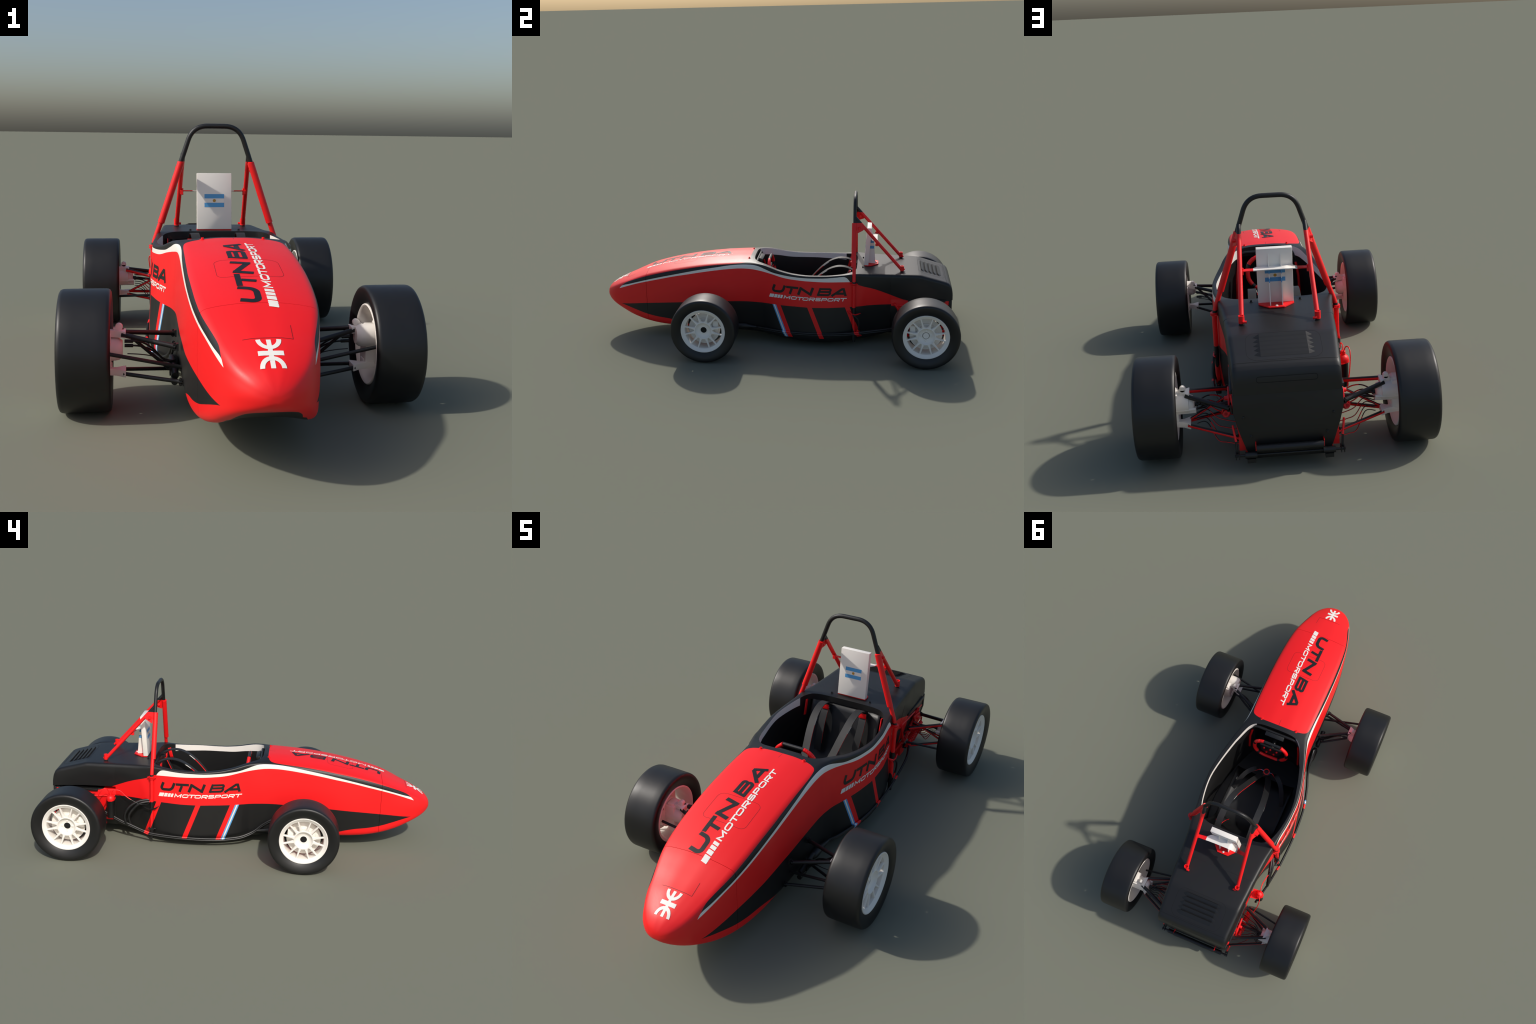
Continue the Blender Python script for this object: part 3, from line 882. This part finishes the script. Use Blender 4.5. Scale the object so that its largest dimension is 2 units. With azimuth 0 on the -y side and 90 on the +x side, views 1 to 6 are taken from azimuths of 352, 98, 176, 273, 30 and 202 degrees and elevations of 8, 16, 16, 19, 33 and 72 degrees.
for s in (1, -1):
    X = lambda p: (s * p[0], p[1], p[2])
    # front wishbones
    fr = {"upper_wishbone": [((.186, -.267, .201), (.333, -.333, .223)), ((.187, -.411, .196), (.337, -.362, .222))],
          "lower_wishbone": [((.180, -.262, .092), (.332, -.348, .118)), ((.171, -.431, .100), (.332, -.392, .117))]}
    for nm, ends in fr.items():
        g = Geo()
        for a, b in ends:
            g.tube([X(a), X(b)], .0072 if nm[0] == 'u' else .0058, 12)
            clevis(g, X(a), s)
        g.obj(nm, M_BLACK, car, 40)
        g = Geo()   # outboard joint block
        (a1, b1), (a2, b2) = ends
        zc = (b1[2] + b2[2]) / 2; yc = (b1[1] + b2[1]) / 2
        hy = abs(b1[1] - b2[1]) / 2 + .009
        g.prism([X((.326, yc - hy, zc - .010)), X((.326, yc + hy, zc - .010)), X((.352, yc + .012, zc - .009)), X((.395, yc + .008, zc - .007)), X((.395, yc - .008, zc - .007)), X((.352, yc - .012, zc - .009))], (0, 0, .019))
        if nm[0] == 'u':
            g.lathe([(-.009, .0105), (.009, .0105)], X((.345, yc + .004, zc + .018)), 14, 0, 'y')
            g.box(X((.350, yc + .004, zc + .010)), (.022, .016, .014))
        g.obj("wishbone_joint", M_WHITE, car, 40, .0012)
    g = Geo(); g.tube([X((.168, -.392, .131)), X((.388, -.425, .186))], .0056, 12); g.obj("track_rod", M_BLACK, car, 40)
    g = Geo(); g.tube([X((.340, -.336, .234)), X((.205, -.300, .105))], .0050, 12); g.obj("push_rod", M_BLACK, car, 40)
    # front hub motor-like drum, sits higher on the +x side
    g = Geo(); zz = RT + (.034 if s > 0 else .002); yy = YF + (-.03 if s > 0 else .0)
    g.lathe([(s * .335, .0), (s * .3352, .024), (s * .345, .0315), (s * .358, .0335), (s * .42, .0335)], (0, yy, zz), 32)
    g.obj("hub_drum", M_WHITE, car, 40)
    # front damper, rocker and hoses near the body
    g = Geo()
    g.tube([X((.190, -.235, .115)), X((.186, -.335, .090))], .011, 14); g.tube([X((.196, -.27, .11)), X((.205, -.300, .105))], .009, 10)
    g.box(X((.190, -.29, .095)), (.022, .030, .026)); g.tube([X((.188, -.30, .075)), X((.188, -.345, .075))], .010, 12)
    g.obj("front_damper", M_BLACK, car, 40)
    for i, (dy, dz, r) in enumerate(((.0, .0, .0028), (.012, -.016, .0028), (-.012, -.034, .0016))):
        pts = [X((.322, YF + .01 + dy, .196 + dz)), X((.285, YF + .015 + dy, .192 + dz)), X((.250, YF + .03 + dy, .168 + dz * .6)), X((.215, YF + .045 + dy, .128)), X((.182, YF + .06, .118 - dz * .2))]
        g = Geo(); g.tube(smooth_path(pts, 6), r, 8)
        if r > .002: g.tube([X((.330, YF + .01 + dy, .196 + dz)), X((.306, YF + .012 + dy, .195 + dz))], .0052, 10)
        g.obj("hub_cable", M_BLACK, car, 40)
    # duct nose ahead of the side floor pipes
    g = Geo(); g.tube([X((.184, -.230, .092)), X((.184, -.215, .092)), X((.184, -.160, .092)), X((.184, -.148, .091)), X((.190, -.100, .088))], [.010, .0165, .0165, .011, .006], 14)
    g.obj("coolant_pump", M_BLACK, car, 40)

    # rear wishbones: painted red on the flanks, black on top
    rr = {"upper_wishbone": [((.196, .742, .192), (.338, .803, .219)), ((.193, .901, .190), (.341, .842, .219))],
          "lower_wishbone": [((.188, .728, .100), (.334, .818, .115)), ((.166, .940, .100), (.336, .862, .119))]}
    for nm, ends in rr.items():
        g = Geo()
        for i, (a, b) in enumerate(ends):
            black = nm[0] == 'u' and i == 1
            g.tube([X(a), X(b)], .0080 if nm[0] == 'u' else .0062, 12, 1 if black else 0, True, 1)
            clevis(g, X(a), s, 1)
        g.obj(nm, [M_RED, M_BLACK], car, 40)
        g = Geo()
        (a1, b1), (a2, b2) = ends
        zc = (b1[2] + b2[2]) / 2; yc = (b1[1] + b2[1]) / 2
        hy = abs(b1[1] - b2[1]) / 2 + .009
        g.prism([X((.328, yc - hy, zc - .010)), X((.328, yc + hy, zc - .010)), X((.352, yc + .014, zc - .010)), X((.395, yc + .008, zc - .008)), X((.395, yc - .008, zc - .008)), X((.352, yc - .014, zc - .010))], (0, 0, .020))
        if nm[0] == 'u':
            g.lathe([(-.008, .0105), (.008, .0105)], X((.350, yc + .006, zc + .021)), 14, 0, 'y')
            g.box(X((.352, yc + .006, zc + .012)), (.022, .016, .014))
        g.obj("wishbone_joint", M_WHITE, car, 40, .0012)
    g = Geo(); g.tube([X((.196, .722, .128)), X((.380, .752, .118))], .0050, 10, 0, True, 0); g.obj("toe_link", M_BLACK, car, 40)
    # rear hub motor: stepped drum
    g = Geo()
    g.lathe([(s * .312, .0), (s * .3122, .018), (s * .318, .026), (s * .330, .030), (s * .332, .034), (s * .42, .036)], (0, YR + .01, RT + .012), 28)
    for k in range(5):
        a = math.radians(200 + 35 * k)
        g.tube([(s * .308, YR + .01 + .028 * math.cos(a), RT + .010 + .028 * math.sin(a)), (s * .40, YR + .01 + .030 * math.cos(a), RT + .010 + .030 * math.sin(a))], .0058, 8)
    g.obj("hub_drum", M_WHITE, car, 40)
    g = Geo(); g.tube([X((.120, .828, .165)), X((.315, .828, .182))], .0052, 12); g.tube([X((.300, .828, .180)), X((.318, .828, .1825))], .0085, 12)
    g.obj("drive_shaft", M_BLACK, car, 40)
    # push rod and coil-over damper along the bay wall
    g = Geo(); g.tube([X((.340, .826, .118)), X((.196, .806, .196))], .0046, 10, 0, True, 1); g.obj("push_rod", [M_RED, M_BLACK], car, 40)
    a, b = Vector(X((.205, .720, .108))), Vector(X((.207, .880, .160)))
    g = Geo(); g.tube([a, b], .0062, 12); g.tube([a, a.lerp(b, .22)], .0110, 12); g.tube([b.lerp(a, .12), b], .0100, 12)
    ax = (b - a).normalized(); u = ax.cross(Vector((0, 0, 1))).normalized(); w = u.cross(ax)
    hel = [a.lerp(b, .24 + .60 * i / 96) + (u * math.cos(i * .58) + w * math.sin(i * .58)) * .0140 for i in range(97)]
    g.tube(hel, .0024, 6)
    g.obj("coil_damper", M_RED, car, 40)
    g = Geo()
    g.prism([X((.192, .800, .225)), X((.192, .875, .215)), X((.192, .905, .170)), X((.192, .830, .165))], (s * .006, 0, 0))
    g.tube([X((.178, .84, .20)), X((.210, .84, .20))], .0075, 12)
    g.obj("rocker", M_RED, car, 40, .001)
    # frame tubes visible in the bay
    g = Geo()
    for p, q in (((.180, .645, .235), (.176, .945, .215)), ((.166, .66, .100), (.158, .955, .100)), ((.186, .66, .245), (.168, .76, .100)), ((.168, .77, .100), (.186, .87, .228)), ((.186, .88, .228), (.160, .95, .105))):
        g.tube([X(p), X(q)], .0062, 10)
    for p, q in (((.150, .70, .070), (.140, .955, .052)), ((.150, .88, .050), (.168, .945, .105))):
        g.tube([X(p), X(q)], .0075, 10)
    g.box(X((.158, .935, .085)), (.020, .040, .050)); g.box(X((.160, .735, .070)), (.030, .050, .040))
    g.obj("bay_frame", M_RED, car, 40)
    for i in range(7):
        dy = -.03 + .016 * i
        pts = [X((.305, YR + .02 + .006 * i, .192 - .010 * i)), X((.272, YR + dy * .6, .196 - .012 * i)), X((.238, YR + dy, .190 - .020 * i)), X((.206, YR + dy * 1.4, .168 - .016 * i)), X((.170, YR + dy * 1.8, .150 - .012 * i))]
        g = Geo(); path = smooth_path(pts, 6)
        g.tube(path[:9], .0024 if i < 3 else .0017, 8, 1); g.tube(path[8:], .0024 if i < 3 else .0017, 8, 0, True, 1)
        g.obj("hub_cable", [M_RED, M_BLACK], car, 40)
    # black slot and bracket under the cover's edge
    g = Geo(); g.box(X((.1855, .835, .264)), (.011, .200, .012)); g.obj("cover_rail", M_BLACK, car, 40, .001)
    # anti-roll bar bearing, lever and drop link
    g = Geo(); g.tube([X((.110, .985, .0575)), X((.150, .985, .0575))], .0112, 14); g.box(X((.130, .985, .0400)), (.028, .018, .014))
    g.obj("roll_bar_bearing", M_BLACK, car, 40)
    g = Geo(); g.tube([X((.150, .985, .0575)), X((.184, .985, .0575))], .0046, 10)
    for dx in (.170, .180): g.box(X((dx, .978, .056)), (.003, .030, .018))
    g.tube([X((.176, .972, .058)), X((.178, .966, .100))], .0040, 10); g.tube([X((.178, .966, .100)), X((.186, .945, .150))], .0040, 10, 1)
    g.obj("drop_link", [M_BLACK, M_RED], car, 40)

g = Geo(); g.tube([(-.180, .985, .0575), (.180, .985, .0575)], .0040, 10); g.obj("anti_roll_bar", M_BLACK, car, 40)
g = Geo(); g.tube([(-.112, .988, .082), (.112, .988, .082)], .0118, 18)
g.obj("jacking_bar", M_BLACK, car, 40)
g = Geo()
for s in (1, -1):
    g.box((s * .1135, .979, .086), (.002, .022, .024))
g.obj("jacking_bar_bracket", M_RED, car, 40)

# ------------------------------------------------------------------ floor pipes, hoses, catch bottle
PIPE_R = [(.176, -.120, .084), (.185, -.090, .090), (.204, -.058, .092), (.220, 0, .090), (.234, .062, .087), (.2485, .166, .086), (.2535, .29, .086), (.252, .42, .093), (.246, .54, .108), (.236, .63, .118), (.215, .70, .125)]
PIPE_L = [(-.180, -.195, .157), (-.182, -.167, .150), (-.184, -.125, .122), (-.190, -.095, .096), (-.202, -.058, .076), (-.222, 0, .061), (-.2475, .116, .055), (-.2560, .27, .057), (-.250, .428, .066), (-.243, .486, .079), (-.236, .56, .107), (-.230, .60, .120), (-.215, .69, .160)]
for P in (PIPE_R, PIPE_L):
    q = 1 if P is PIPE_R else -1
    for dz, dx, r in ((-.002, .005, .0050), (-.0125, .001, .0044)):
        g = Geo(); g.tube(smooth_path([(x + q * dx, y, z + dz) for x, y, z in P], 6), r, 8); g.obj("floor_pipe", M_FLANK, car, 40)
# thick hoses looping on the -x flank
for dx, dy in ((0, 0), (.008, -.022)):
    pts = [(-.212 - dx, .455, .236 - dx), (-.226 - dx, .512 + dy * .4, .228 - dx), (-.236, .559 + dy, .198 - dx), (-.240, .583 + dy, .152), (-.238, .577 + dy, .110), (-.230, .562 + dy, .090)]
    g = Geo(); g.tube(smooth_path(pts, 6), .0072, 10); g.obj("coolant_hose", M_BLACK, car, 40)
g = Geo(); g.tube(smooth_path([(.215, .405, .215), (.243, .430, .200), (.249, .465, .170), (.246, .470, .120), (.235, .450, .075)], 6), .0040, 8)
g.obj("brake_hose", M_FLANK, car, 40)
# catch bottle
g = Geo()
c = (-.2270, .6590, 0)
g.lathe([(.130, .012), (.133, .0185), (.222, .0185), (.226, .0205)], c, 24, 1, 'z')
g.lathe([(.226, .0205), (.236, .0215), (.246, .019), (.252, .013), (.254, .009), (.268, .009), (.270, .006), (.270, .0)], c, 24, 0, 'z')
g.prism([(-.190, .640, .226), (-.190, .690, .226), (-.225, .684, .226), (-.248, .668, .226), (-.250, .650, .226), (-.225, .638, .226)], (0, 0, .002), 0)
g.obj("catch_bottle", [M_RED, M_BLACK], car, 40)
for pts in ([(-.227, .652, .268), (-.229, .640, .282), (-.226, .610, .280), (-.228, .575, .250), (-.236, .520, .222), (-.240, .485, .216), (-.244, .455, .230), (-.240, .440, .275), (-.236, .436, .345)],
            [(-.227, .666, .266), (-.235, .675, .290), (-.244, .690, .292), (-.246, .710, .270), (-.238, .735, .215), (-.226, .755, .170)]):
    g = Geo(); g.tube(smooth_path(pts, 8), .0021, 8); g.obj("breather_hose", M_FLANK if len(pts) > 6 else M_RED, car, 40)

# ------------------------------------------------------------------ cockpit fittings
g = Geo()
seat = [(.468, .392), (.455, .360), (.425, .280), (.392, .200), (.355, .145), (.305, .122), (.245, .112), (.180, .106), (.100, .102), (.040, .102)]
for hw0, hw1, off in ((0, .150, 0),):
    V, F = [], []
    cols = [-.165, -.150, -.110, -.06, 0, .06, .110, .150, .165]
    lift = [.024, .014, .005, .001, 0, .001, .005, .014, .024]
    for y, z in seat:
        for x, l in zip(cols, lift):
            V.append((x, y - l * (.8 if z > .13 else .1), z + l * (.2 if z > .13 else .9)))
    n = len(cols)
    for i in range(len(seat) - 1):
        for j in range(n - 1):
            F.append((i * n + j, i * n + j + 1, (i + 1) * n + j + 1, (i + 1) * n + j))
    g.add(V, F)
seat_ob = g.obj("seat", M_BLACK, car, 40)
sol = seat_ob.modifiers.new("thick", 'SOLIDIFY'); sol.thickness = .006
def strap(path, w, name, mats, side=None):
    """Flat webbing: thin band with real thickness along a path, broad face roughly up/forward."""
    P = smooth_path(path, 5)
    V, F = [], []
    for i, p in enumerate(P):
        t = (P[min(i + 1, len(P) - 1)] - P[max(i - 1, 0)]).normalized()
        x = Vector((1, 0, 0)) - t * t.x
        x.normalize(); nrm = x.cross(t)
        for a, b in ((-1, -1), (1, -1), (1, 1), (-1, 1)):
            V.append(p + x * a * w / 2 + nrm * b * .0018)
    for i in range(len(P) - 1):
        for j in range(4):
            F.append((4 * i + j, 4 * i + (j + 1) % 4, 4 * i + 4 + (j + 1) % 4, 4 * i + 4 + j))
    g = Geo(); g.add(V, F); g.M = [1 if k % 4 in (1, 3) else 0 for k in range(len(F))]
    return g.obj(name, [mats, M_FLANK], car, 40)
for s in (1, -1):
    strap([(s * .086, .452, .388), (s * .086, .428, .404), (s * .085, .395, .4185), (s * .084, .355, .4215), (s * .082, .315, .411), (s * .079, .275, .388), (s * .072, .230, .350), (s * .060, .175, .292), (s * .042, .110, .230), (s * .018, .045, .178)], .032, "shoulder_belt", M_STRAP)
    strap([(s * .086, .452, .384), (s * .090, .425, .375), (s * .092, .400, .330), (s * .090, .372, .270), (s * .086, .345, .200)], .032, "belt_tail", M_STRAP)
    strap([(s * .020, .030, .176), (s * .060, .035, .190), (s * .105, .080, .175), (s * .140, .160, .125)], .024, "lap_belt", M_STRAP)
    g = Geo(); g.box((s * .090, .418, .385), (.034, .006, .022)); g.obj("belt_adjuster", M_RED, car, 40, .001)
    g = Geo(); g.box((s * .181, .410, .362), (.004, .018, .072), 0, Matrix.Rotation(-.25, 3, 'X')); g.obj("side_pad", M_RED, car, 40, .001)
    # red frame hoop legs inside the front of the cockpit
    g = Geo(); g.tube([(s * .128, -.095, .39), (s * .137, -.080, .33), (s * .140, -.070, .20)], .006, 10); g.obj("front_hoop_leg", M_RED, car, 40)
g = Geo(); g.lathe([(0, .022), (.008, .022), (.010, .018), (.010, .010), (.007, .009), (.007, 0)], (0, .028, .172), 24, 0, 'z')
g.obj("belt_buckle", M_BLACK, car, 40)
g = Geo(); g.lathe([(-.002, .0120), (-.002, .0170), (.002, .0170), (.002, .0120)], (0, .028, .1832), 24, 0, 'z', True); g.obj("belt_buckle_ring", M_RED, car, 40)

# steering wheel: flattened rim, grips, spoke plate
ctr = Vector((0, -.030, .374)); tilt = Matrix.Rotation(math.radians(8), 3, 'X')
def sw(u, v, d=0): return ctr + tilt @ Vector((u, d, v))
loop = [(-.052, .068), (.052, .068), (.088, .034), (.088, -.034), (.050, -.074), (-.050, -.074), (-.088, -.034), (-.088, .034)]
pts = round_path([sw(*loop[0])] + [sw(*q) for q in loop[1:]] + [sw(*loop[0])], .03, 5)
g = Geo()
n = len(pts)
for i in range(0, n - 1):
    m = 1 if abs(pts[i].x) > .06 else 0
    g.tube([pts[i], pts[i + 1]], .0095 if m else .0085, 10, 0 if i % 9 in (0, 1) else 1, True)
g.obj("steering_wheel", [M_BLACK, M_RED], car, 50)
g = Geo()
g.prism([sw(-.060, .022), sw(.060, .022), sw(.050, -.030), sw(.02, -.045), sw(-.02, -.045), sw(-.050, -.030)], tilt @ Vector((0, -.012, 0)))
g.tube([sw(0, -.005, -.010), sw(0, -.005, -.14)], .012, 12)
g.obj("steering_plate", M_BLACK, car, 40, .001)
g = Geo()
for u, v in ((-.035, .010), (.035, .010), (-.02, -.025), (.02, -.025), (0, .012)):
    p = sw(u, v, .001); g.tube([p, p + tilt @ Vector((0, .006, 0))], .005, 10)
g.obj("wheel_button", M_RED, car, 40)
g = Geo(); g.box((0, -.090, .4340), (.100, .022, .030), 0, Matrix.Rotation(math.radians(-20), 3, 'X')); g.obj("dash_display", M_BLACK, car, 40, .002)
g = Geo(); g.tube(round_path([(-.128, -.102, .40), (-.110, -.104, .444), (.110, -.104, .444), (.128, -.102, .40)], .03, 6), .0075, 12); g.obj("dash_hoop", M_BLACK, car, 40)

for ob in bpy.data.objects:
    ob.select_set(False)
